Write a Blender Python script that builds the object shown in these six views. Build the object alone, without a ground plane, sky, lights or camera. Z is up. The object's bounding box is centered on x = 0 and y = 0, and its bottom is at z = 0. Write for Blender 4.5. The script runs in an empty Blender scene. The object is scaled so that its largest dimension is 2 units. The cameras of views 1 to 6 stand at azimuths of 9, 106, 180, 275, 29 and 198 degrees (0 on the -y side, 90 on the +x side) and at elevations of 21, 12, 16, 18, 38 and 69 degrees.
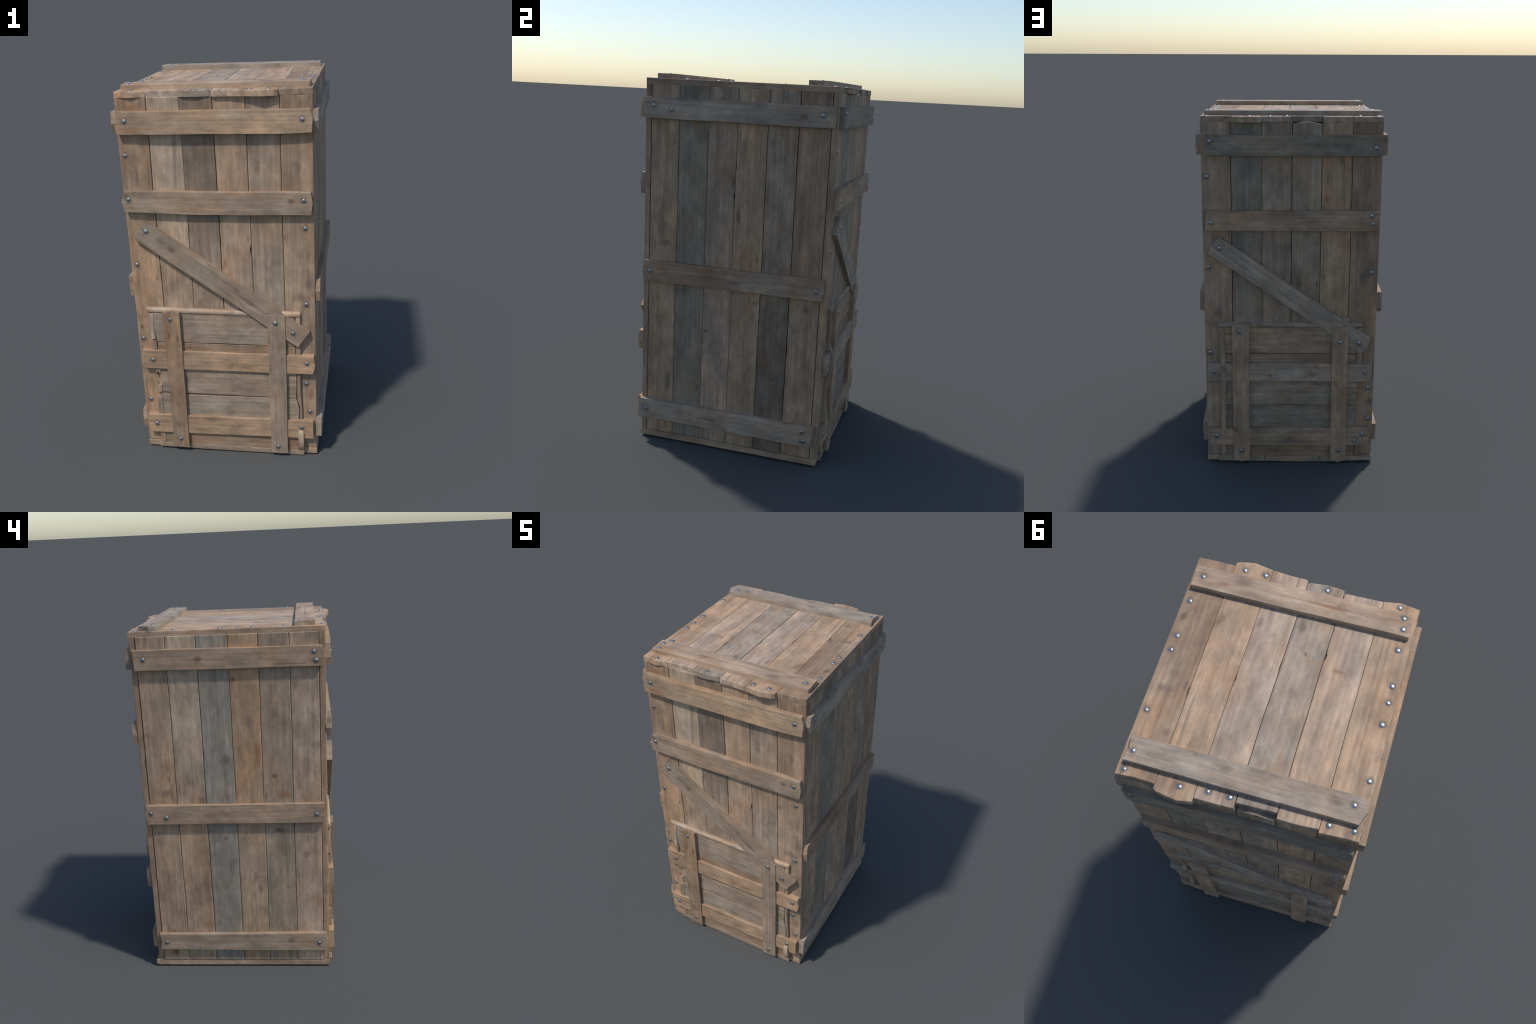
"""Tall weathered wooden shipping crate: plank walls, nailed rails, a diagonal
brace and a boarded hatch on two opposite faces, ragged plank lid with battens."""
import bpy, math, random
from mathutils import Vector, Matrix

rng = random.Random(41)

# --------------------------------------------------------------------------
# MATERIALS
# --------------------------------------------------------------------------
TONES = {                       # linear base colours of the weathered wood
    "tan":    (0.346, 0.239, 0.160),
    "orange": (0.382, 0.246, 0.151),
    "light":  (0.402, 0.298, 0.209),
    "pink":   (0.385, 0.275, 0.197),
    "sand":   (0.360, 0.251, 0.163),
    "pale_tan":    (0.394, 0.280, 0.194),
    "pale_pink":   (0.406, 0.301, 0.225),
    "pale_grey":   (0.349, 0.269, 0.202),
    "lid_grey":        (0.318, 0.255, 0.198),
    "pale_orange": (0.411, 0.279, 0.182),
    "ash":    (0.272, 0.229, 0.182),
    "brown":  (0.291, 0.194, 0.126),
    "taupe":  (0.311, 0.228, 0.162),
    "grey":   (0.310, 0.235, 0.167),
    "steel":  (0.250, 0.204, 0.153),
    "dark":   (0.191, 0.146, 0.109),
    "umber":  (0.114, 0.084, 0.064),
}
STAINS = {"knot": (0.085, 0.052, 0.030), "rust": (0.240, 0.110, 0.050), "plum": (0.165, 0.108, 0.086),
          "soot": (0.120, 0.095, 0.075), "ring": (0.085, 0.066, 0.050), "moss": (0.170, 0.190, 0.140)}



class Nodes:
    """Small helper to wire shader nodes."""
    def __init__(self, mat):
        mat.use_nodes = True
        self.t = mat.node_tree
        self.t.nodes.clear()

    def add(self, kind, **kw):
        n = self.t.nodes.new(kind)
        for k, v in kw.items():
            setattr(n, k, v)
        return n

    def link(self, a, b):
        self.t.links.new(a, b)

    def math(self, op, a, b=None, clamp=False):
        n = self.add("ShaderNodeMath", operation=op, use_clamp=clamp)
        for i, v in enumerate((a, b)):
            if v is None:
                continue
            if isinstance(v, (int, float)):
                n.inputs[i].default_value = v
            else:
                self.link(v, n.inputs[i])
        return n.outputs[0]

    def remap(self, v, lo, hi, a=0.0, b=1.0):
        n = self.add("ShaderNodeMapRange", clamp=True)
        self.link(v, n.inputs[0])
        for i, x in enumerate((lo, hi, a, b)):
            n.inputs[i + 1].default_value = x
        return n.outputs[0]

    def noise(self, vec, scale, stretch, detail=3.0, rough=0.55):
        m = self.add("ShaderNodeMapping")
        m.inputs["Scale"].default_value = stretch
        self.link(vec, m.inputs["Vector"])
        n = self.add("ShaderNodeTexNoise")
        n.inputs["Scale"].default_value = scale
        n.inputs["Detail"].default_value = detail
        n.inputs["Roughness"].default_value = rough
        self.link(m.outputs[0], n.inputs["Vector"])
        return n.outputs["Fac"]

    def mix(self, fac, a, b, blend="MIX"):
        n = self.add("ShaderNodeMix", data_type="RGBA", blend_type=blend)
        for sock, v in ((n.inputs[0], fac), (n.inputs[6], a), (n.inputs[7], b)):
            if isinstance(v, (int, float)):
                sock.default_value = v
            elif isinstance(v, tuple):
                sock.default_value = (*v, 1.0)
            else:
                self.link(v, sock)
        return n.outputs[2]


_mats = {}


def wood(tone, tone2=None, split=0.0, spots=(), half=0.0):
    """Weathered board, grain along local X.  With tone2 the board drifts from
    tone (at +X, one end) to tone2 (at -X) around local X = split.  spots are
    single stains (x, y, rx, ry, kind) in local metres; half is the half length
    of a plank whose sawn ends are streaked with dirt."""
    key = (tone, tone2, split, tuple(spots), half)
    if key in _mats:
        return _mats[key]
    mat = bpy.data.materials.new("wood_" + tone + ("_" + tone2 if tone2 else ""))
    N = Nodes(mat)
    tc = N.add("ShaderNodeTexCoord")
    oi = N.add("ShaderNodeObjectInfo")
    off = N.math("MULTIPLY", oi.outputs["Random"], 37.0)
    comb = N.add("ShaderNodeCombineXYZ")
    for i in range(3):
        N.link(off, comb.inputs[i])
    add = N.add("ShaderNodeVectorMath", operation="ADD")
    N.link(tc.outputs["Object"], add.inputs[0])
    N.link(comb.outputs[0], add.inputs[1])
    P = add.outputs[0]

    big = N.noise(P, 3.4, (1.0, 1.7, 1.7), 2.0)
    blotch = N.noise(P, 9.5, (0.85, 1.3, 1.3), 5.0, 0.62)
    fine = N.noise(P, 34.0, (0.55, 1.3, 1.3), 3.0, 0.6)
    grain = N.noise(P, 46.0, (0.045, 1.3, 1.3), 3.0, 0.6)
    streak = N.noise(P, 26.0, (0.05, 1.0, 1.0), 2.0, 0.5)

    base = TONES[tone]
    if tone2:
        sx = N.add("ShaderNodeSeparateXYZ")
        N.link(tc.outputs["Object"], sx.inputs[0])
        w = N.math("ADD", sx.outputs[0], N.math("MULTIPLY", N.math("SUBTRACT", blotch, 0.5), 0.5))
        col = N.mix(N.remap(w, split - 0.16, split + 0.16), TONES[tone2], base)
    else:
        col = N.mix(0.0, base, base)
    # warm and grey weathering patches
    warm = N.mix(1.0, col, (1.07, 0.95, 0.83), "MULTIPLY")
    cool = N.mix(1.0, col, (0.93, 0.98, 1.0), "MULTIPLY")
    col = N.mix(N.remap(big, 0.50, 0.70, 0.0, 0.85), col, warm)
    col = N.mix(N.remap(big, 0.48, 0.32, 0.0, 0.85), col, cool)
    # cloudy light and dark mottling
    col = N.mix(1.0, col, N.remap(blotch, 0.28, 0.72, 0.72, 1.25), "MULTIPLY")
    tide = N.noise(P, 5.0, (0.6, 1.2, 1.2), 2.0)
    col = N.mix(1.0, col, N.remap(tide, 0.30, 0.70, 0.86, 1.13), "MULTIPLY")
    col = N.mix(1.0, col, N.remap(fine, 0.28, 0.72, 0.86, 1.13), "MULTIPLY")
    col = N.mix(1.0, col, N.remap(grain, 0.28, 0.72, 0.79, 1.17), "MULTIPLY")
    # thin dark streaks along the grain
    col = N.mix(N.remap(streak, 0.37, 0.27, 0.0, 0.36), col, (0.10, 0.080, 0.062))
    if half:
        se = N.add("ShaderNodeSeparateXYZ")
        N.link(tc.outputs["Object"], se.inputs[0])
        near = N.math("ABSOLUTE", se.outputs[0])
        ragged = N.math("ADD", near, N.math("MULTIPLY", N.math("SUBTRACT", blotch, 0.5), 0.12))
        end_mask = N.remap(ragged, half - 0.085, half - 0.03)
        bars = N.noise(P, 34.0, (0.15, 1.0, 1.0), 2.0, 0.6)
        f = N.math("MULTIPLY", end_mask, N.remap(bars, 0.50, 0.36, 0.0, 0.38))
        col = N.mix(f, col, (0.085, 0.068, 0.054))
    warp = N.math("MULTIPLY", N.math("SUBTRACT", fine, 0.5), 1.1)
    for x, y, rx, ry, kind in spots:
        m = N.add("ShaderNodeMapping", vector_type="POINT")
        m.inputs["Location"].default_value = (-x / rx, -y / ry, 0.0)
        m.inputs["Scale"].default_value = (1.0 / rx, 1.0 / ry, 0.0)
        N.link(tc.outputs["Object"], m.inputs["Vector"])
        ln = N.add("ShaderNodeVectorMath", operation="LENGTH")
        N.link(m.outputs[0], ln.inputs[0])
        d = N.math("ADD", ln.outputs["Value"], warp)
        col = N.mix(N.remap(d, 1.15, 0.35, 0.0, 0.62), col, STAINS[kind])
    # brown knots and stains, some reddish
    stain = N.noise(P, 7.5, (0.9, 1.5, 1.5), 3.0, 0.55)
    col = N.mix(N.remap(stain, 0.64, 0.76, 0.0, 0.62), col, (0.13, 0.082, 0.047))
    rust = N.noise(P, 9.0, (0.7, 1.4, 1.4), 1.0)
    col = N.mix(N.remap(rust, 0.66, 0.78, 0.0, 0.40), col, (0.34, 0.170, 0.075))

    bsdf = N.add("ShaderNodeBsdfPrincipled")
    N.link(col, bsdf.inputs["Base Color"])
    bsdf.inputs["Roughness"].default_value = 0.66
    bsdf.inputs["Specular IOR Level"].default_value = 0.30
    bump = N.add("ShaderNodeBump")
    bump.inputs["Strength"].default_value = 0.35
    bump.inputs["Distance"].default_value = 0.003
    h = N.math("ADD", N.math("MULTIPLY", grain, 0.7), N.math("MULTIPLY", blotch, 1.2))
    N.link(h, bump.inputs["Height"])
    N.link(bump.outputs[0], bsdf.inputs["Normal"])
    out = N.add("ShaderNodeOutputMaterial")
    N.link(bsdf.outputs[0], out.inputs[0])
    _mats[key] = mat
    return mat


def steel():
    mat = bpy.data.materials.new("nail_steel")
    N = Nodes(mat)
    tc = N.add("ShaderNodeTexCoord")
    n = N.noise(tc.outputs["Object"], 260.0, (1, 1, 1), 2.0)
    bsdf = N.add("ShaderNodeBsdfPrincipled")
    N.link(N.mix(n, (0.24, 0.26, 0.285), (0.42, 0.445, 0.48)), bsdf.inputs["Base Color"])
    bsdf.inputs["Metallic"].default_value = 0.9
    bsdf.inputs["Roughness"].default_value = 0.36
    out = N.add("ShaderNodeOutputMaterial")
    N.link(bsdf.outputs[0], out.inputs[0])
    return mat


# --------------------------------------------------------------------------
# FRAMES: every face of the crate has (u right, v up, w outward) as seen
# by somebody who stands in front of that face.
# --------------------------------------------------------------------------
FRONT = (Vector((1, 0, 0)), Vector((0, 0, 1)), Vector((0, -1, 0)))
BACK = (Vector((-1, 0, 0)), Vector((0, 0, 1)), Vector((0, 1, 0)))
RIGHT = (Vector((0, 1, 0)), Vector((0, 0, 1)), Vector((1, 0, 0)))
LEFT = (Vector((0, -1, 0)), Vector((0, 0, 1)), Vector((-1, 0, 0)))
TOP = (Vector((1, 0, 0)), Vector((0, 1, 0)), Vector((0, 0, 1)))


def world(fr, u, v, w):
    return fr[0] * u + fr[1] * v + fr[2] * w


PLACED = {}                     # world matrix of every parent candidate


def adopt(ob, parent, mw):
    PLACED[ob.name] = mw
    ob.parent = parent
    ob.matrix_parent_inverse = PLACED.get(parent.name, Matrix.Identity(4)).inverted()


def finish(name, verts, faces, frame, ang, origin, mat, parent, smooth_angle=None):
    """verts are (u, v, w) in the face frame; local X is put along the grain."""
    U, V, W = frame
    gx = U * math.cos(ang) + V * math.sin(ang)
    gy = W.cross(gx)
    rot = Matrix((gx, gy, W)).transposed()
    loc = world(frame, *origin)
    inv = rot.transposed()
    me = bpy.data.meshes.new(name)
    me.from_pydata([inv @ (world(frame, *p) - loc) for p in verts], [], faces)
    me.validate()
    if smooth_angle:
        me.polygons.foreach_set("use_smooth", [True] * len(me.polygons))
        me.set_sharp_from_angle(angle=math.radians(smooth_angle))
    me.materials.append(mat)
    ob = bpy.data.objects.new(name, me)
    bpy.context.scene.collection.objects.link(ob)
    ob.matrix_world = Matrix.Translation(loc) @ rot.to_4x4()
    adopt(ob, parent, ob.matrix_world.copy())
    return ob


def area(p):
    return 0.5 * sum(p[i][0] * p[(i + 1) % len(p)][1] - p[(i + 1) % len(p)][0] * p[i][1]
                     for i in range(len(p)))


def inset(poly, d):
    """Move every outline point inwards by d (mitred, clamped)."""
    n = len(poly)
    out = []
    for i in range(n):
        a, b, c = (Vector(poly[i - 1]), Vector(poly[i]), Vector(poly[(i + 1) % n]))
        e1, e2 = (b - a).normalized(), (c - b).normalized()
        n1, n2 = Vector((-e1.y, e1.x)), Vector((-e2.y, e2.x))
        m = n1 + n2
        if m.length < 1e-6:
            m = n1.copy()
        m.normalize()
        k = d / max(0.45, m.dot(n1))
        out.append(tuple(b + m * k))
    return out


def board(name, poly, w0, w1, frame, tone, parent, grain="u", bevel=0.0016, tilt=None, spots=(), half=0.0, bow=0.0):
    """A board: outline (u, v) extruded from depth w0 to w1 with worn edges.
    tilt = (du, dv) makes the face lean: w1 + du*u + dv*v about the centre;
    bow lifts the middle of a warped board off the wall."""
    if area(poly) < 0:
        poly = poly[::-1]
    n = len(poly)
    cu = (min(p[0] for p in poly) + max(p[0] for p in poly)) / 2
    cv = (min(p[1] for p in poly) + max(p[1] for p in poly)) / 2
    tu, tv = tilt or (0, 0)
    hu = max(p[0] for p in poly) - cu
    top = lambda p: w1 + tu * (p[0] - cu) + tv * (p[1] - cv) + bow * (1 - ((p[0] - cu) / hu) ** 2)
    rings = [(poly, None), (poly, bevel), (inset(poly, bevel * 0.3), bevel * 0.3), (inset(poly, bevel), 0.0)]
    verts, faces = [], []
    for ring, drop in rings:
        for p, q in zip(ring, poly):
            verts.append((p[0], p[1], w0 if drop is None else top(q) - drop))
    for r in range(3):
        for i in range(n):
            j = (i + 1) % n
            faces.append((r * n + i, r * n + j, (r + 1) * n + j, (r + 1) * n + i))
    if bow:                     # strip-wise cap between the lower and the upper chain of the outline
        first = min(range(n), key=lambda k: poly[k][0])
        last = max(range(n), key=lambda k: poly[k][0])
        lower = [3 * n + (first + k) % n for k in range((last - first) % n + 1)]
        upper = [3 * n + (first - k) % n for k in range((first - last) % n + 1)]
        i = j = 0
        while i < len(lower) - 1 or j < len(upper) - 1:
            if j == len(upper) - 1 or (i < len(lower) - 1 and verts[lower[i + 1]][0] < verts[upper[j + 1]][0]):
                tri = (lower[i], lower[i + 1], upper[j])
                i += 1
            else:
                tri = (lower[i], upper[j + 1], upper[j])
                j += 1
            if len(set(tri)) == 3:
                faces.append(tri)
    else:
        faces.append(tuple(range(3 * n, 4 * n)))
    faces.append(tuple(range(n - 1, -1, -1)))
    ang = {"u": 0.0, "v": math.pi / 2}.get(grain, grain)
    local = []
    for u, v, ru, rv, kind in spots:
        if min(p[0] for p in poly) < u < max(p[0] for p in poly) and min(p[1] for p in poly) < v < max(p[1] for p in poly):
            du, dv = u - cu, v - cv
            c, sn = math.cos(ang), math.sin(ang)
            rx, ry = (rv, ru) if grain == "v" else (ru, rv)
            local.append((round(du * c + dv * sn, 4), round(-du * sn + dv * c, 4), rx, ry, kind))
    tone = (tone,) if isinstance(tone, str) else tone
    t3 = tuple(tone) + (None, 0.0)[len(tone) - 1:] if len(tone) < 3 else tuple(tone)
    mat = wood(*t3, tuple(local), half)
    return finish(name, verts, faces, frame, ang, (cu, cv, (w0 + w1) / 2), mat, parent)


def wavy(p, q, step, amp, r):
    """Points from p (included) to q (excluded) with a slight hand-cut wobble."""
    L = math.hypot(q[0] - p[0], q[1] - p[1])
    k = max(1, int(L / step))
    nx, ny = -(q[1] - p[1]) / L, (q[0] - p[0]) / L
    ph, ph2 = r.uniform(0, 6.3), r.uniform(0, 6.3)
    out = []
    for i in range(k):
        t = i / k
        o = 0 if i == 0 else amp * (math.sin(ph + t * L * 9) * 0.6 + math.sin(ph2 + t * L * 23) * 0.3
                                    + r.uniform(-0.25, 0.25))
        out.append((p[0] + (q[0] - p[0]) * t + nx * o, p[1] + (q[1] - p[1]) * t + ny * o))
    return out


def hewn(corners, amp=0.0012, step=0.075):
    """Outline through the corners, its long sides slightly wavy."""
    out = []
    for i, p in enumerate(corners):
        q = corners[(i + 1) % len(corners)]
        out += wavy(p, q, step, amp, rng)
    return out


def strip(name, path, frame, mat, parent, floor=0.500, round_=0.35):
    """A trim strip that follows a path of (u_left, u_right, v, w_face): a solid
    standing on w = floor whose face bends in and out along its length (v)."""
    verts, faces = [], []
    prof = [(0, None), (0, 0.55), (0.10, 0.12), (0.28, 0.0), (0.72, 0.0), (0.90, 0.12), (1, 0.55), (1, None)]
    m = len(prof)
    for ul, ur, v, w in path:
        d = (w - floor) * round_
        for t, drop in prof:
            verts.append((ul + (ur - ul) * t, v, floor if drop is None else w - drop * d))
    for i in range(len(path) - 1):
        for k in range(m):
            j = (k + 1) % m
            faces.append((i * m + k, (i + 1) * m + k, (i + 1) * m + j, i * m + j))
    faces.append(tuple(range(m)))
    faces.append(tuple(reversed(range((len(path) - 1) * m, len(path) * m))))
    if path[0][2] < path[-1][2]:
        faces = [tuple(reversed(f)) for f in faces]
    cu = sum(p[0] + p[1] for p in path) / (2 * len(path))
    cv = (path[0][2] + path[-1][2]) / 2
    return finish(name, verts, faces, frame, math.pi / 2, (cu, cv, floor), mat, parent, 40)


def moulding(name, pts, frame, mat, parent, floor=0.500):
    """Horizontal half-round trim through sections (u, v_low, v_high, w_face)."""
    verts, faces = [], []
    prof = [(0, 0.0), (0, 0.45), (0.10, 0.78), (0.30, 0.97), (0.55, 1.0), (0.80, 0.90), (0.95, 0.66), (1, 0.40), (1, 0.0)]
    m = len(prof)
    for u, v0, v1, w in pts:
        for t, k in prof:
            verts.append((u, v0 + (v1 - v0) * t, floor + (w - floor) * k))
    for i in range(len(pts) - 1):
        for k in range(m):
            j = (k + 1) % m
            faces.append((i * m + k, (i + 1) * m + k, (i + 1) * m + j, i * m + j))
    faces.append(tuple(reversed(range(m))))
    faces.append(tuple(range((len(pts) - 1) * m, len(pts) * m)))
    faces = [tuple(reversed(f)) for f in faces]
    cu = (pts[0][0] + pts[-1][0]) / 2
    cv = sum(p[1] + p[2] for p in pts) / (2 * len(pts))
    return finish(name, verts, faces, frame, 0.0, (cu, cv, floor), mat, parent, 50)


def curl(name, path, halfwidth, thick, u, frame, mat, parent):
    """A bent lath: centre line (v, w) swept at u, free of the boards behind."""
    verts, faces = [], []
    for i, (v, w) in enumerate(path):
        a = Vector(path[max(0, i - 1)])
        b = Vector(path[min(len(path) - 1, i + 1)])
        t = (b - a).normalized()
        nv, nw = t.y, -t.x              # normal that points outwards for a downward path
        hw = halfwidth * (1.0 if i else 0.8)
        for s, d in ((-1, 0), (1, 0), (1, -1), (-1, -1)):
            verts.append((u + s * hw, v + nv * d * thick, w + nw * d * thick))
    for i in range(len(path) - 1):
        for k in range(4):
            j = (k + 1) % 4
            faces.append((i * 4 + k, (i + 1) * 4 + k, (i + 1) * 4 + j, i * 4 + j))
    faces.append((0, 1, 2, 3))
    L = (len(path) - 1) * 4
    faces.append((L + 3, L + 2, L + 1, L))
    cv = sum(p[0] for p in path) / len(path)
    cw = sum(p[1] for p in path) / len(path)
    return finish(name, verts, faces, frame, math.pi / 2, (u, cv, cw), mat, parent, 40)


# --------------------------------------------------------------------------
# NAILS: one shared domed head
# --------------------------------------------------------------------------
NAIL = steel()


def nail_mesh(radius=0.0108, height=0.0040, seg=20, rings=6):
    verts, faces = [], []
    verts.append((0, 0, height))
    for r in range(1, rings + 1):
        a = r / rings * math.pi / 2
        for s in range(seg):
            b = 2 * math.pi * s / seg
            verts.append((radius * math.sin(a) * math.cos(b), radius * math.sin(a) * math.sin(b),
                          height * math.cos(a)))
    base = len(verts)
    for s in range(seg):
        b = 2 * math.pi * s / seg
        verts.append((radius * math.cos(b), radius * math.sin(b), -0.004))
    for s in range(seg):
        faces.append((0, 1 + s, 1 + (s + 1) % seg))
    for r in range(rings):
        o, o2 = 1 + r * seg, 1 + (r + 1) * seg
        for s in range(seg):
            t = (s + 1) % seg
            faces.append((o + s, o2 + s, o2 + t, o + t))
    me = bpy.data.meshes.new("nail")
    me.from_pydata(verts, [], faces)
    me.polygons.foreach_set("use_smooth", [True] * len(me.polygons))
    me.materials.append(NAIL)
    return me


NAIL_MESH = nail_mesh()


def nails(frame, w, spots, parent):
    U, V, W = frame
    for u, v in spots:
        ob = bpy.data.objects.new("nail", NAIL_MESH)
        bpy.context.scene.collection.objects.link(ob)
        spin = rng.uniform(0, 6.28)
        lean = Matrix.Rotation(rng.uniform(-0.10, 0.10), 4, "X")
        rot = Matrix((U, V, W)).transposed().to_4x4()
        s = rng.uniform(0.92, 1.06)
        mw = (Matrix.Translation(world(frame, u, v, w)) @ rot @ lean
              @ Matrix.Rotation(spin, 4, "Z") @ Matrix.Scale(s, 4))
        ob.matrix_world = mw
        adopt(ob, parent, mw)


# --------------------------------------------------------------------------
# THE CRATE
# --------------------------------------------------------------------------
HX, HY = 0.471, 0.504           # half width, half depth of the box itself
Z0, Z1 = 0.043, 1.944           # plank walls between base and lid
LID_Z, TOP_Z = 1.973, 1.998
SEAMS = (-0.317, -0.156, 0.002, 0.158, 0.317)

crate = bpy.data.objects.new("wooden_crate", None)
bpy.context.scene.collection.objects.link(crate)
crate["label"] = "tall weathered wooden shipping crate with nailed rails and braces"
crate["category"] = "wooden crate"


def box_poly(u0, u1, v0, v1):
    return [(u0, v0), (u1, v0), (u1, v1), (u0, v1)]


def seam_curve(u, v0, v1, r, amp, bites):
    """A plank joint from v0 to v1: list of (v, u, half gap)."""
    n = int((v1 - v0) / 0.045)
    ph, ph2 = r.uniform(0, 6), r.uniform(0, 6)
    width = r.uniform(0.0004, 0.0014)
    vs = [v0 + (v1 - v0) * i / n for i in range(n + 1)]
    for b, _ in bites:
        vs += [b + d for d in (-0.035, -0.02, -0.008, 0.008, 0.02, 0.035)]
    out = []
    for v in sorted(vs):
        o = amp * (math.sin(ph + v * 5) * 0.7 + math.sin(ph2 + v * 17) * 0.4 + r.uniform(-0.2, 0.2))
        gap = width
        for b, depth in bites:
            gap += abs(depth) * math.exp(-((v - b) / 0.018) ** 2) * 0.5
            o += depth * math.exp(-((v - b) / 0.022) ** 2) * 0.6
        if not out or v - out[-1][0] > 0.004:
            out.append((v, u + o, gap))
    return out


# single stains seen on the boards: (u, v, radius u, radius v, kind)
FACE_OF = {id(FRONT): "F", id(BACK): "B", id(RIGHT): "R", id(LEFT): "L", id(TOP): "T"}
RAIL_STAINS = {
    "F": [(-0.393, 1.795, 0.075, 0.016, "rust"), (0.365, 1.448, 0.020, 0.016, "knot"), (-0.004, 1.791, 0.03, 0.008, "plum"),
          (-0.093, 0.209, 0.060, 0.018, "plum"), (0.106, 0.542, 0.05, 0.015, "plum"), (-0.284, 1.237, 0.045, 0.022, "soot"),
          (-0.244, 1.193, 0.03, 0.015, "knot"), (0.137, 0.917, 0.05, 0.018, "soot"), (-0.296, 0.717, 0.008, 0.030, "knot"),
          (-0.250, 0.701, 0.010, 0.030, "knot"), (-0.272, 0.174, 0.030, 0.03, "plum")],
    "B": [(0.138, 1.826, 0.02, 0.012, "soot"), (0.066, 0.212, 0.012, 0.012, "moss"), (-0.113, 0.549, 0.012, 0.014, "knot"),
          (0.123, 0.557, 0.03, 0.015, "plum")],
    "R": [(0.343, 1.824, 0.025, 0.015, "knot"), (-0.388, 0.988, 0.035, 0.015, "rust"), (0.025, 0.960, 0.05, 0.01, "plum"),
          (-0.086, 0.179, 0.06, 0.01, "soot")],
    "L": [(0.286, 0.186, 0.028, 0.018, "knot"), (-0.148, 1.825, 0.022, 0.016, "knot"), (0.321, 1.789, 0.10, 0.006, "soot")],
    "T": [(0.248, -0.422, 0.055, 0.024, "plum"), (-0.121, -0.400, 0.10, 0.009, "rust"), (0.322, -0.387, 0.03, 0.012, "rust"),
          (0.070, 0.374, 0.04, 0.015, "soot")],
}
WALL_STAINS = {
    "F": [(-0.449, 0.744, 0.015, 0.022, "knot"), (0.445, 0.373, 0.018, 0.040, "rust"), (-0.299, 0.958, 0.010, 0.026, "rust"),
          (-0.341, 1.026, 0.006, 0.018, "knot"), (0.405, 0.934, 0.050, 0.030, "plum"), (0.443, 1.016, 0.020, 0.035, "plum"),
          (0.020, 1.111, 0.014, 0.030, "rust"), (0.142, 1.254, 0.010, 0.030, "rust"), (0.396, 1.606, 0.020, 0.050, "plum"),
          (-0.336, 1.557, 0.010, 0.080, "plum"), (-0.394, 1.557, 0.012, 0.050, "plum"), (-0.395, 1.895, 0.050, 0.014, "rust")],
    "B": [(0.394, 1.109, 0.028, 0.060, "soot"), (0.139, 1.079, 0.006, 0.024, "knot"), (0.184, 1.549, 0.014, 0.030, "rust"),
          (-0.399, 0.911, 0.035, 0.030, "plum"), (0.451, 0.381, 0.016, 0.030, "knot")],
    "R": [(0.020, 1.302, 0.016, 0.055, "knot"), (0.040, 1.647, 0.018, 0.070, "plum"), (0.448, 1.344, 0.014, 0.020, "rust"),
          (-0.401, 1.194, 0.030, 0.070, "plum"), (-0.340, 1.659, 0.014, 0.030, "rust"), (-0.012, 1.477, 0.010, 0.030, "knot"),
          (0.185, 1.681, 0.012, 0.035, "soot"), (0.130, 1.087, 0.010, 0.022, "rust"), (-0.385, 1.127, 0.045, 0.020, "plum"),
          (0.407, 0.858, 0.022, 0.022, "knot"), (-0.138, 0.672, 0.014, 0.012, "knot"), (0.242, 0.453, 0.012, 0.012, "knot"),
          (-0.305, 0.874, 0.006, 0.016, "knot"), (0.131, 0.859, 0.020, 0.012, "rust"), (-0.351, 0.345, 0.020, 0.060, "soot")],
    "L": [(-0.060, 0.821, 0.016, 0.014, "knot"), (0.236, 0.864, 0.028, 0.016, "knot"), (0.226, 1.180, 0.020, 0.018, "knot"),
          (-0.376, 1.094, 0.050, 0.025, "plum"), (-0.396, 0.096, 0.030, 0.022, "knot"), (0.388, 0.720, 0.030, 0.025, "plum"),
          (0.172, 1.065, 0.010, 0.035, "knot"), (0.275, 1.071, 0.050, 0.025, "rust"), (0.124, 0.504, 0.016, 0.030, "soot"),
          (0.026, 1.709, 0.018, 0.018, "knot"), (0.348, 1.681, 0.022, 0.040, "plum"), (-0.032, 1.282, 0.025, 0.030, "soot"),
          (0.137, 1.304, 0.012, 0.070, "rust"), (0.100, 1.479, 0.030, 0.040, "plum")],
    "T": [(0.444, -0.213, 0.014, 0.025, "knot"), (0.330, 0.080, 0.008, 0.030, "soot"), (-0.080, -0.180, 0.010, 0.012, "knot"),
          (0.406, 0.113, 0.040, 0.020, "plum"), (-0.228, -0.139, 0.035, 0.012, "rust"), (0.133, -0.269, 0.014, 0.030, "plum"),
          (0.340, 0.289, 0.020, 0.020, "plum")],
}


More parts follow.
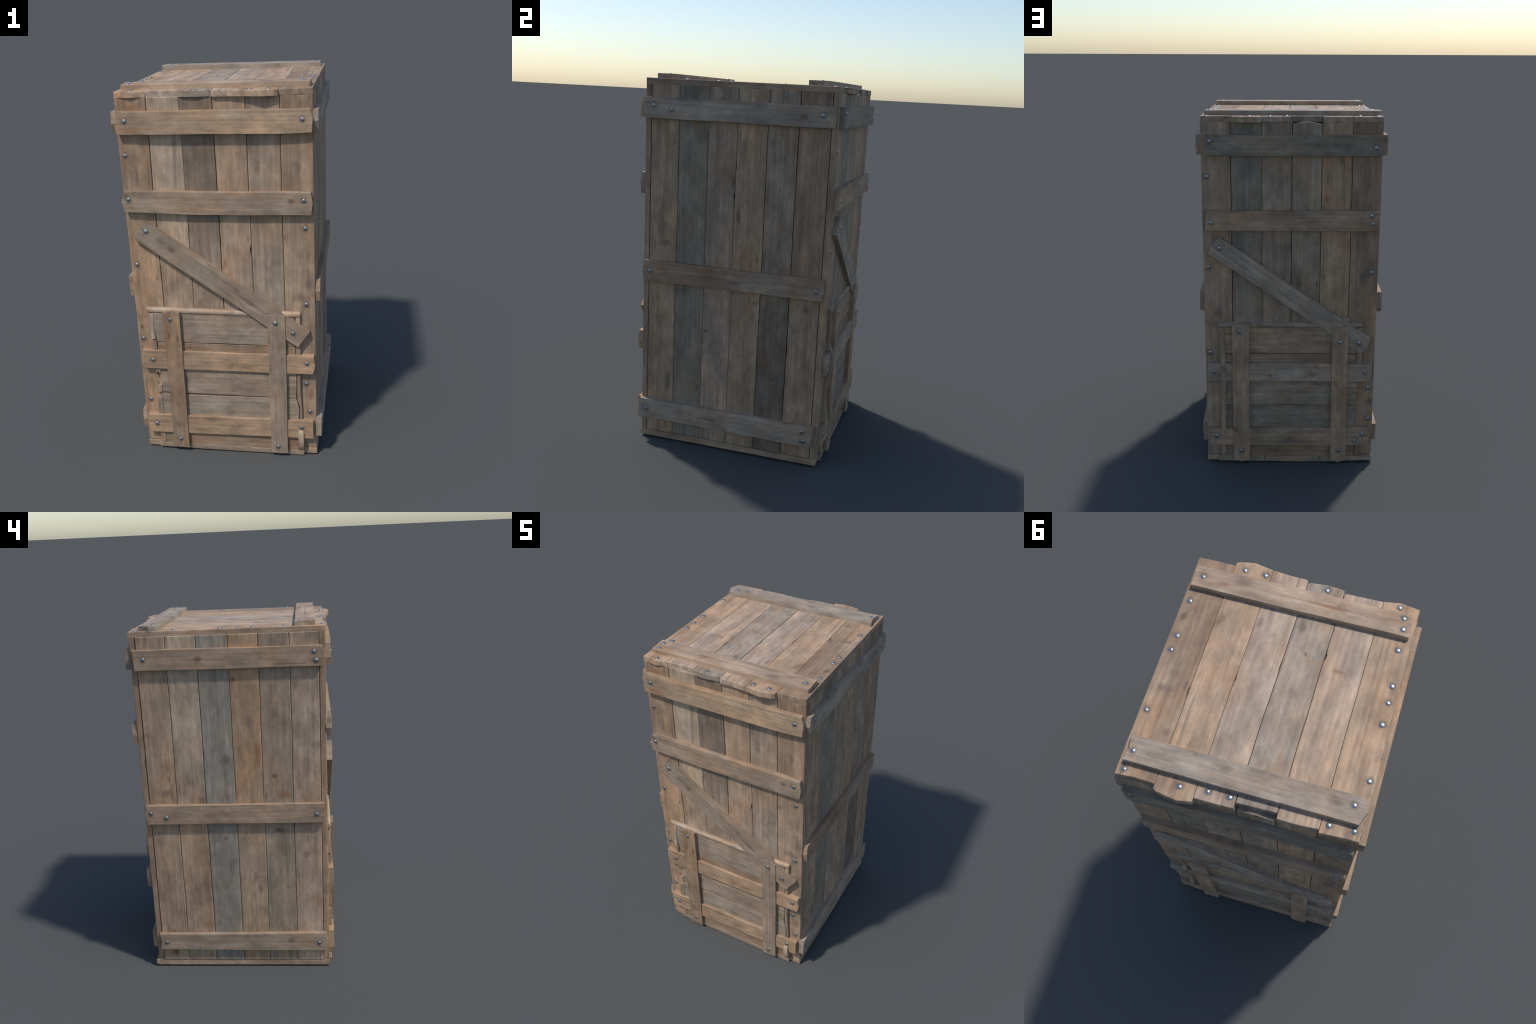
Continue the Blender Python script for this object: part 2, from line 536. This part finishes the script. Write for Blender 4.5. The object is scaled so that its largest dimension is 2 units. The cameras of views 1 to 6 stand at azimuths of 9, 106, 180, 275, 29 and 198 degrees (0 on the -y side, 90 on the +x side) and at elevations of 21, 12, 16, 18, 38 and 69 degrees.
# nail positions (u, v) per face, one list for each layer they are driven into
NAILS = {
    "F": [
        [(-0.4225, 1.837), (0.4245, 1.836), (-0.4395, 1.4525), (0.425, 1.4495), (-0.395, 0.5635), (0.4265,
         0.5735), (-0.4075, 0.167), (0.3925, 0.1845)],
        [(-0.368, 1.288), (0.359, 0.746)],
        [(-0.281, 0.806), (-0.2785, 0.0785), (0.270, 0.8025), (0.2645, 0.061)],
        [(-0.444, 1.665), (0.428, 1.301), (-0.440, 1.099), (0.427, 0.8955), (-0.445, 0.6765), (-0.438,
         0.302), (0.420, 0.437), (0.436, 0.268)],
    ],
    "B": [
        [(-0.423, 1.850), (0.433, 1.819), (-0.425, 1.424), (0.422, 1.464), (0.430, 1.418), (-0.424, 0.571),
         (0.415, 0.575), (-0.415, 0.175), (0.413, 0.189), (0.370, 0.147)],
        [(-0.382, 1.286)],
        [(0.378, 0.747)],
        [(-0.279, 0.815), (-0.276, 0.084), (0.275, 0.754), (0.281, 0.088)],
        [(-0.444, 1.664), (-0.444, 1.174), (0.435, 1.144), (-0.445, 0.677), (0.438, 0.467), (0.444, 0.274)],
    ],
    "R": [
        [(-0.449, 1.838), (-0.349, 1.821), (0.431, 1.835), (-0.458, 0.971), (0.456, 0.966)],
        [(-0.467, 0.181), (0.428, 0.200), (0.437, 0.150)],
    ],
    "L": [
        [(-0.432, 1.830), (0.445, 1.847), (0.456, 1.803), (-0.465, 0.982), (-0.381, 0.955), (0.445, 0.965)],
        [(-0.440, 0.173), (0.446, 0.168)],
    ],
    "T": [
        [(0.417, -0.399), (-0.418, -0.430), (-0.425, -0.380), (0.427, 0.402), (-0.420, 0.383)],
        [(0.441, -0.289), (0.438, -0.121), (0.441, -0.053), (0.446, 0.221), (0.442, 0.473), (-0.427,
         -0.297), (-0.441, -0.136), (-0.442, -0.062), (-0.442, 0.034), (-0.450, 0.268), (0.268, -0.491),
         (0.179, -0.491), (-0.085, -0.490), (-0.390, -0.491), (0.220, 0.482), (0.113, 0.472), (0.028,
         0.471), (-0.350, 0.474), (-0.444, 0.471)],
    ],
}

WALL_LAYER = {"F": (3,), "B": (4,), "R": (), "L": (), "T": (1,)}   # layers driven straight into the planks
for _f, _layers in NAILS.items():
    for _i, _l in enumerate(_layers):
        _dst = WALL_STAINS if _i in WALL_LAYER[_f] else RAIL_STAINS
        _dst[_f] += [(_u, _v - 0.002, 0.020, 0.020, "ring") for _u, _v in _l]  # soft occlusion shadow around each nail head, painted into the wood colour


def planked(name, frame, u0, u1, seams, v0, v1, w0, w1, tones, parent, r, amp=0.0012, ends=None,
            bites=None, bevel=0.0038):
    """A row of upright planks between u0 and u1.  ends: per plank (low, high)
    outlines given as lists of (u, v) from left to right."""
    spots = WALL_STAINS[FACE_OF[id(frame)]]
    curves = [[(v0, u0, 0), (v1, u0, 0)]]
    for i, s in enumerate(seams):
        curves.append(seam_curve(s, v0, v1, r, amp, (bites or {}).get(i, ())))
    curves.append([(v0, u1, 0), (v1, u1, 0)])
    for i, tone in enumerate(tones):
        left, right = curves[i], curves[i + 1]
        L = [(u + g, v) for v, u, g in left]
        R = [(u - g, v) for v, u, g in right]
        low, high = ends[i] if ends else ([], [])
        if low:
            L[0] = (L[0][0], low[0][1]); R[0] = (R[0][0], low[-1][1]); low = low[1:-1]
        if high:
            L[-1] = (L[-1][0], high[0][1]); R[-1] = (R[-1][0], high[-1][1]); high = high[1:-1]
        poly = list(low) + R + list(reversed(high)) + list(reversed(L))
        # a hair of difference in depth from plank to plank
        d = r.uniform(-0.0006, 0.0006)
        board(name, poly, w0, w1 + d, frame, tone, parent, "v", bevel, spots=spots, half=(v1 - v0) / 2)


# ---- base ------------------------------------------------------------------
base = board("base", box_poly(-HX - 0.001, HX + 0.001, -HY - 0.001, HY + 0.001), 0.008, 0.041, TOP,
             "sand", crate, "v", 0.003)

# ---- four walls: backing panel, then planks, rails, braces and nails on it ---
walls = {}
for key, frame, half, depth in (("F", FRONT, HX - 0.004, HY), ("B", BACK, HX - 0.004, HY),
                                ("R", RIGHT, HY - 0.034, HX), ("L", LEFT, HY - 0.034, HX)):
    walls[key] = board("wall_panel", box_poly(-half, half, Z0, Z1 - (0.045 if key == "B" else 0.001)), depth - 0.040, depth - 0.012,
                       frame, "umber", crate, "v", 0.001)

r = random.Random(5)
planked("wall_plank", FRONT, -HX, HX, SEAMS, Z0, Z1, HY - 0.030, HY,
        [("brown", "orange", 0.30), ("light", "tan", 0.20), ("dark", "taupe", 0.22),
         ("tan", "pink", 0.2), ("taupe", "grey", 0.0), ("brown", "tan", 0.35)],
        walls["F"], r, bites={1: ((1.30, 0.003),), 3: ((1.185, -0.007),), 2: ((1.22, 0.002),)})
planked("wall_plank", BACK, -HX, HX, SEAMS, Z0, Z1, HY - 0.030, HY,
        ["tan", ("steel", "grey", 0.0), "taupe", "grey", "orange", "brown"],
        walls["B"], r, ends=[((), ()), ((), ()), ((), ()),
                             ((), [(0.002, 1.935), (0.045, 1.943), (0.080, 1.947), (0.120, 1.940), (0.158, 1.934)]),
                             ((), ()), ((), ())], bites={2: ((1.28, 0.003),)})
planked("wall_plank", RIGHT, -0.470, 0.470, (-0.317, -0.157, -0.003, 0.156, 0.312), Z0, Z1, HX - 0.028, 0.4728,
        ["sand", "steel", ("taupe", "pink", 0.0), "sand", ("taupe", "dark", -0.02), ("brown", "tan", -0.05)],
        walls["R"], r, bites={2: ((1.40, -0.006), (1.56, 0.003)), 4: ((0.62, 0.003),)})
planked("wall_plank", LEFT, -0.470, 0.470, (-0.317, -0.157, 0.006, 0.160, 0.321), Z0, Z1, HX - 0.028, 0.4752,
        ["tan", ("light", "tan", 0.1), "ash", ("orange", "sand", -0.1), ("taupe", "grey", 0.0), "pink"],
        walls["L"], r, bites={1: ((1.30, 0.002),), 4: ((0.90, 0.002),)})


def rail(corners, w1, frame, tone, parent, w0=None, grain="u", name="rail", **kw):
    return board(name, hewn(corners), w0 if w0 is not None else w1 - 0.030, w1, frame, tone, parent, grain,
                 spots=RAIL_STAINS.get(FACE_OF[id(frame)], ()), **kw)


# ---- the two braced walls ----------------------------------------------------
W_RAIL, W_BRACE, W_POST, W_HATCH = 0.532, 0.534, 0.538, 0.518
diag_angle = math.atan2(-0.586, 0.818)

# side that faces the sun
P = walls["F"]
rail([(-0.459, 1.882), (-0.472, 1.811), (-0.465, 1.774), (0.396, 1.772), (0.466, 1.776), (0.472, 1.843), (0.458, 1.883)],
     W_RAIL - 0.001, FRONT, "sand", P, bow=0.0065, tilt=(0.0, -0.045), w0=0.500)
rail([(-0.461, 1.493), (-0.477, 1.441), (-0.464, 1.388), (-0.125, 1.376), (0.459, 1.377), (0.467, 1.436), (0.458, 1.489)],
     W_RAIL, FRONT, "taupe", P)
rail([(-0.374, 1.344), (-0.435, 1.253), (0.383, 0.667), (0.443, 0.755)], W_BRACE, FRONT, ("taupe", "grey", 0.1), P,
     grain=diag_angle, name="brace")
rail([(-0.451, 0.620), (-0.450, 0.513), (0.457, 0.512), (0.469, 0.558), (0.462, 0.616)], W_RAIL, FRONT, "orange", P)
rail([(-0.453, 0.223), (-0.454, 0.113), (0.457, 0.118), (0.454, 0.186), (0.456, 0.226)], W_RAIL, FRONT, "orange", P)
rail([(-0.319, 0.845), (-0.273, 0.856), (-0.229, 0.848), (-0.232, 0.022), (-0.320, 0.027)], W_POST, FRONT,
     "brown", P, 0.503, "v", "post")
rail([(0.227, 0.846), (0.274, 0.852), (0.321, 0.843), (0.317, 0.022), (0.274, 0.016), (0.227, 0.021)], W_POST, FRONT,
     "taupe", P, 0.503, "v", "post")
# hatch boards
for tone, poly in (
        ("grey", [(-0.377, 0.836), (-0.380, 0.76), (-0.378, 0.729), (-0.370, 0.690), (-0.366, 0.667), (0.366, 0.665), (0.367, 0.74), (0.365, 0.834)]),
        ("brown", [(-0.366, 0.6635), (-0.370, 0.62), (-0.368, 0.516), (0.368, 0.516), (0.367, 0.662)]),
        ("taupe", [(-0.368, 0.513), (-0.366, 0.478), (-0.363, 0.409), (-0.370, 0.362), (0.10, 0.357), (0.365, 0.357), (0.369, 0.408), (0.370, 0.513)]),
        ("grey", [(-0.371, 0.3545), (-0.374, 0.326), (-0.376, 0.227), (-0.372, 0.202), (0.376, 0.202), (0.377, 0.229), (0.382, 0.289), (0.370, 0.340), (0.366, 0.3530), (0.0, 0.3500), (-0.20, 0.3485)]),
        ("brown", [(-0.374, 0.199), (-0.370, 0.12), (-0.372, 0.030), (0.372, 0.030), (0.374, 0.199)])):
    board("hatch_board", hewn(poly, 0.0012, 0.06), 0.498, W_HATCH, FRONT, tone, P, "u", 0.0025)
# top moulding, sill and what is left of the side trim
moulding("trim_strip", [(-0.409, 0.846, 0.868, 0.519), (-0.400, 0.834, 0.866, 0.523), (-0.25, 0.832, 0.862, 0.524), (0.0, 0.829, 0.860, 0.524),
                        (0.25, 0.826, 0.858, 0.524), (0.388, 0.826, 0.857, 0.524), (0.395, 0.828, 0.855, 0.521)], FRONT, wood("light"), P)
board("sill", hewn([(-0.392, 0.040), (-0.405, 0.009), (0.0, 0.003), (0.404, 0.0), (0.405, 0.031), (0.0, 0.038)], 0.001, 0.08),
      0.499, 0.5195, FRONT, "taupe", P, "u", 0.004)
strip("trim_strip", [(-0.398, -0.372, 0.832, 0.521), (-0.400, -0.376, 0.78, 0.5215), (-0.400, -0.378, 0.735, 0.522),
                     (-0.398, -0.374, 0.70, 0.525), (-0.396, -0.372, 0.684, 0.526)], FRONT, wood("light"), P)
strip("trim_strip", [(-0.394, -0.368, 0.675, 0.529), (-0.392, -0.368, 0.65, 0.527), (-0.390, -0.368, 0.616, 0.525)], FRONT, wood("tan"), P)
for tone, poly in (
        ("taupe", [(-0.391, 0.466), (-0.389, 0.508), (-0.366, 0.508), (-0.365, 0.478), (-0.383, 0.489)]),
        ("taupe", [(-0.394, 0.425), (-0.380, 0.405), (-0.362, 0.406), (-0.364, 0.360), (-0.392, 0.359)]),
        ("grey", [(-0.400, 0.330), (-0.388, 0.326), (-0.368, 0.328), (-0.370, 0.215), (-0.396, 0.215), (-0.399, 0.262)]),
        ("sand", [(-0.399, 0.118), (-0.369, 0.118), (-0.371, 0.045), (-0.391, 0.044)])):
    board("trim_splinter", poly, 0.498, 0.5215, FRONT, tone, P, "v", 0.002)
strip("trim_strip", [(0.370, 0.395, 0.830, 0.521), (0.369, 0.395, 0.70, 0.522), (0.370, 0.395, 0.61, 0.522)], FRONT, wood("sand"), P)
strip("trim_strip", [(0.372, 0.392, 0.515, 0.522), (0.372, 0.391, 0.41, 0.523), (0.371, 0.393, 0.355, 0.522),
                     (0.386, 0.396, 0.295, 0.520), (0.382, 0.398, 0.228, 0.520), (0.380, 0.398, 0.20, 0.520)], FRONT, wood("taupe"), P)
curl("trim_curl", [(0.168, 0.534), (0.160, 0.541), (0.135, 0.5445), (0.100, 0.5435), (0.070, 0.537), (0.045, 0.527), (0.036, 0.520)],
     0.0145, 0.009, 0.389, FRONT, wood("light"), P)
nails(FRONT, W_RAIL, NAILS["F"][0], P)
nails(FRONT, W_BRACE, NAILS["F"][1], P)
nails(FRONT, W_POST, NAILS["F"][2], P)
nails(FRONT, HY, NAILS["F"][3], P)

# shaded side
P = walls["B"]
rail([(-0.454, 1.879), (-0.453, 1.775), (-0.025, 1.774), (0.465, 1.776), (0.467, 1.827), (0.460, 1.882)], W_RAIL, BACK, "steel", P)
rail([(-0.449, 1.484), (-0.456, 1.380), (0.464, 1.379), (0.467, 1.426), (0.459, 1.486)], W_RAIL, BACK, "tan", P)
rail([(-0.379, 1.342), (-0.431, 1.296), (-0.442, 1.254), (0.383, 0.679), (0.422, 0.708), (0.441, 0.769)], 0.5290, BACK,
     "pale_grey", P, grain=diag_angle, name="brace", w0=0.500, tilt=(-0.004, 0.003))
rail([(-0.456, 0.622), (-0.464, 0.571), (-0.459, 0.518), (0.446, 0.515), (0.452, 0.543), (0.454, 0.622)], W_RAIL, BACK, ("pink", "pale_grey", 0.25), P)
rail([(-0.454, 0.225), (-0.454, 0.118), (0.450, 0.118), (0.452, 0.174), (0.454, 0.227)], W_RAIL - 0.001, BACK, "tan", P, bow=0.007, w0=0.500)
rail([(-0.320, 0.852), (-0.272, 0.860), (-0.227, 0.853), (-0.229, 0.028), (-0.274, 0.015), (-0.321, 0.028)], W_POST, BACK,
     "tan", P, 0.503, "v", "post")
rail([(0.231, 0.841), (0.316, 0.841), (0.322, 0.025), (0.277, 0.010), (0.232, 0.025)], W_POST, BACK,
     "tan", P, 0.503, "v", "post")
for tone, poly in (
        ("sand", [(-0.372, 0.836), (-0.370, 0.677), (0.366, 0.677), (0.367, 0.834)]),
        ("brown", [(-0.370, 0.674), (-0.370, 0.516), (0.368, 0.516), (0.366, 0.674)]),
        ("grey", [(-0.370, 0.513), (-0.370, 0.361), (0.371, 0.361), (0.377, 0.410), (0.380, 0.455), (0.372, 0.513)]),
        ("steel", [(-0.372, 0.358), (-0.372, 0.202), (0.367, 0.202), (0.367, 0.297), (0.371, 0.357)]),
        ("brown", [(-0.374, 0.199), (-0.372, 0.030), (0.372, 0.030), (0.374, 0.199)])):
    board("hatch_board", hewn(poly, 0.0012, 0.06), 0.498, 0.5130, BACK, tone, P, "u", 0.0025)
moulding("trim_strip", [(-0.397, 0.827, 0.859, 0.522), (-0.28, 0.828, 0.858, 0.522), (0.0, 0.827, 0.860, 0.523),
                        (0.25, 0.827, 0.860, 0.523), (0.395, 0.828, 0.859, 0.522)], BACK, wood("grey"), P)
board("trim_splinter", [(0.255, 0.850), (0.320, 0.850), (0.323, 0.886), (0.262, 0.887)], 0.498, 0.519, BACK, "taupe", P, "u", 0.002)
for u0, u1, a, b, c, d in ((-0.407, -0.1465, 0.009, 0.041, 0.006, 0.040), (-0.1445, 0.1665, 0.005, 0.040, 0.003, 0.038),
                           (0.1685, 0.474, 0.002, 0.036, 0.013, 0.044)):
    board("sill", hewn([(u0, a), (u1, c), (u1, d), (u0, b)], 0.001, 0.08), 0.499, 0.5195, BACK, "grey", P, "u", 0.0035)
strip("trim_strip", [(-0.394, -0.365, 0.829, 0.519), (-0.395, -0.364, 0.79, 0.521), (-0.394, -0.364, 0.754, 0.525),
                     (-0.392, -0.361, 0.715, 0.523), (-0.390, -0.359, 0.682, 0.521), (-0.390, -0.359, 0.655, 0.523),
                     (-0.390, -0.358, 0.630, 0.536), (-0.390, -0.358, 0.610, 0.5415), (-0.389, -0.358, 0.56, 0.5435), (-0.389, -0.358, 0.51, 0.540),
                     (-0.389, -0.358, 0.46, 0.530), (-0.388, -0.358, 0.40, 0.524), (-0.388, -0.359, 0.345, 0.523),
                     (-0.389, -0.359, 0.29, 0.530), (-0.389, -0.361, 0.245, 0.5385), (-0.389, -0.362, 0.193, 0.536)],
      BACK, wood("tan"), P)
strip("trim_strip", [(-0.391, -0.365, 0.130, 0.523), (-0.391, -0.366, 0.047, 0.522)], BACK, wood("grey"), P)
strip("trim_strip", [(0.369, 0.396, 0.830, 0.521), (0.368, 0.396, 0.70, 0.522), (0.368, 0.397, 0.612, 0.522)], BACK, wood("taupe"), P)
board("trim_splinter", [(0.372, 0.048), (0.380, 0.125), (0.396, 0.125), (0.393, 0.047)], 0.498, 0.521, BACK, "brown", P, "v", 0.002)
nails(BACK, W_RAIL, NAILS["B"][0], P)
nails(BACK, 0.5315, NAILS["B"][1], P)
nails(BACK, 0.5268, NAILS["B"][2], P)
nails(BACK, W_POST, NAILS["B"][3], P)
nails(BACK, HY, NAILS["B"][4], P)

# ---- the two plain walls: three rails each ------------------------------------
W_SIDE = 0.4965
P = walls["R"]
rail([(-0.499, 1.878), (-0.506, 1.824), (-0.487, 1.773), (0.490, 1.776), (0.498, 1.830), (0.490, 1.878)], W_SIDE, RIGHT, "lid_grey", P)
rail([(-0.487, 1.026), (-0.500, 0.971), (-0.491, 0.914), (0.483, 0.918), (0.494, 0.974), (0.485, 1.028)], W_SIDE, RIGHT, ("taupe", "brown", 0.0), P)
rail([(-0.503, 0.236), (-0.514, 0.127), (0.476, 0.120), (0.488, 0.234)], W_SIDE + 0.0015, RIGHT, "pale_grey", P)
nails(RIGHT, W_SIDE, NAILS["R"][0], P)
nails(RIGHT, W_SIDE + 0.0015, NAILS["R"][1], P)
P = walls["L"]
rail([(-0.486, 1.879), (-0.481, 1.773), (0.486, 1.772), (0.501, 1.820), (0.487, 1.877)], W_SIDE + 0.002, LEFT, "tan", P)
rail([(-0.486, 1.026), (-0.497, 0.971), (-0.489, 0.917), (0.484, 0.916), (0.486, 1.026)], W_SIDE + 0.002, LEFT, "tan", P)
rail([(-0.480, 0.226), (-0.471, 0.180), (-0.481, 0.126), (0.488, 0.117), (0.496, 0.169), (0.488, 0.229)], W_SIDE, LEFT, "taupe", P)
nails(LEFT, W_SIDE + 0.002, NAILS["L"][0], P)
nails(LEFT, W_SIDE, NAILS["L"][1], P)

# ---- lid ------------------------------------------------------------------------
lid = board("lid", box_poly(-HX + 0.006, HX - 0.006, -0.468, 0.468), Z1 - 0.012, LID_Z - 0.012, TOP, "umber", crate, "v", 0.001)
ends = [   # (front edge, rear edge) of each lid plank, from -x to +x
    ([(-0.471, -0.503), (-0.394, -0.515), (-0.317, -0.503)], [(-0.471, 0.505), (-0.400, 0.506), (-0.323, 0.511)]),
    ([(-0.317, -0.501), (-0.242, -0.499), (-0.162, -0.497)], [(-0.316, 0.498), (-0.24, 0.504), (-0.167, 0.503)]),
    ([(-0.150, -0.506), (-0.142, -0.513), (-0.081, -0.516), (-0.010, -0.508), (0.002, -0.500)], [(-0.155, 0.481), (-0.08, 0.483), (-0.007, 0.485)]),
    ([(0.004, -0.514), (0.012, -0.519), (0.076, -0.519), (0.156, -0.525)], [(-0.001, 0.509), (0.07, 0.511), (0.148, 0.511)]),
    ([(0.156, -0.525), (0.235, -0.539), (0.298, -0.528), (0.309, -0.518)], [(0.150, 0.518), (0.158, 0.528), (0.214, 0.538), (0.300, 0.525), (0.311, 0.516)]),
    ([(0.312, -0.504), (0.39, -0.505), (0.471, -0.503)], [(0.313, 0.499), (0.392, 0.495), (0.471, 0.502)])]
planked("lid_plank", TOP, -HX, HX, (-0.319, -0.157, 0.001, 0.156, 0.313), -0.500, 0.500, LID_Z - 0.029, LID_Z,
        ["pale_orange", ("pale_tan", "pale_pink", 0.0), "lid_grey", "pale_pink", "pale_orange", ("tan", "brown", 0.0)],
        lid, random.Random(8), 0.0018, ends, {1: ((-0.19, -0.006),), 4: ((0.10, 0.005),), 2: ((-0.10, 0.003),), 3: ((0.0, -0.003),)}, 0.003)
board("batten", hewn([(-0.455, -0.350), (-0.447, -0.455), (0.455, -0.449), (0.457, -0.440), (0.455, -0.348)]), LID_Z - 0.004, TOP_Z, TOP, "pale_tan", lid, spots=RAIL_STAINS["T"])
board("batten", hewn([(-0.454, 0.450), (-0.474, 0.394), (-0.452, 0.342), (0.455, 0.342), (0.446, 0.395), (0.453, 0.447)]), LID_Z - 0.004, TOP_Z, TOP, "lid_grey", lid, spots=RAIL_STAINS["T"])
nails(TOP, TOP_Z, NAILS["T"][0], lid)
nails(TOP, LID_Z, NAILS["T"][1], lid)
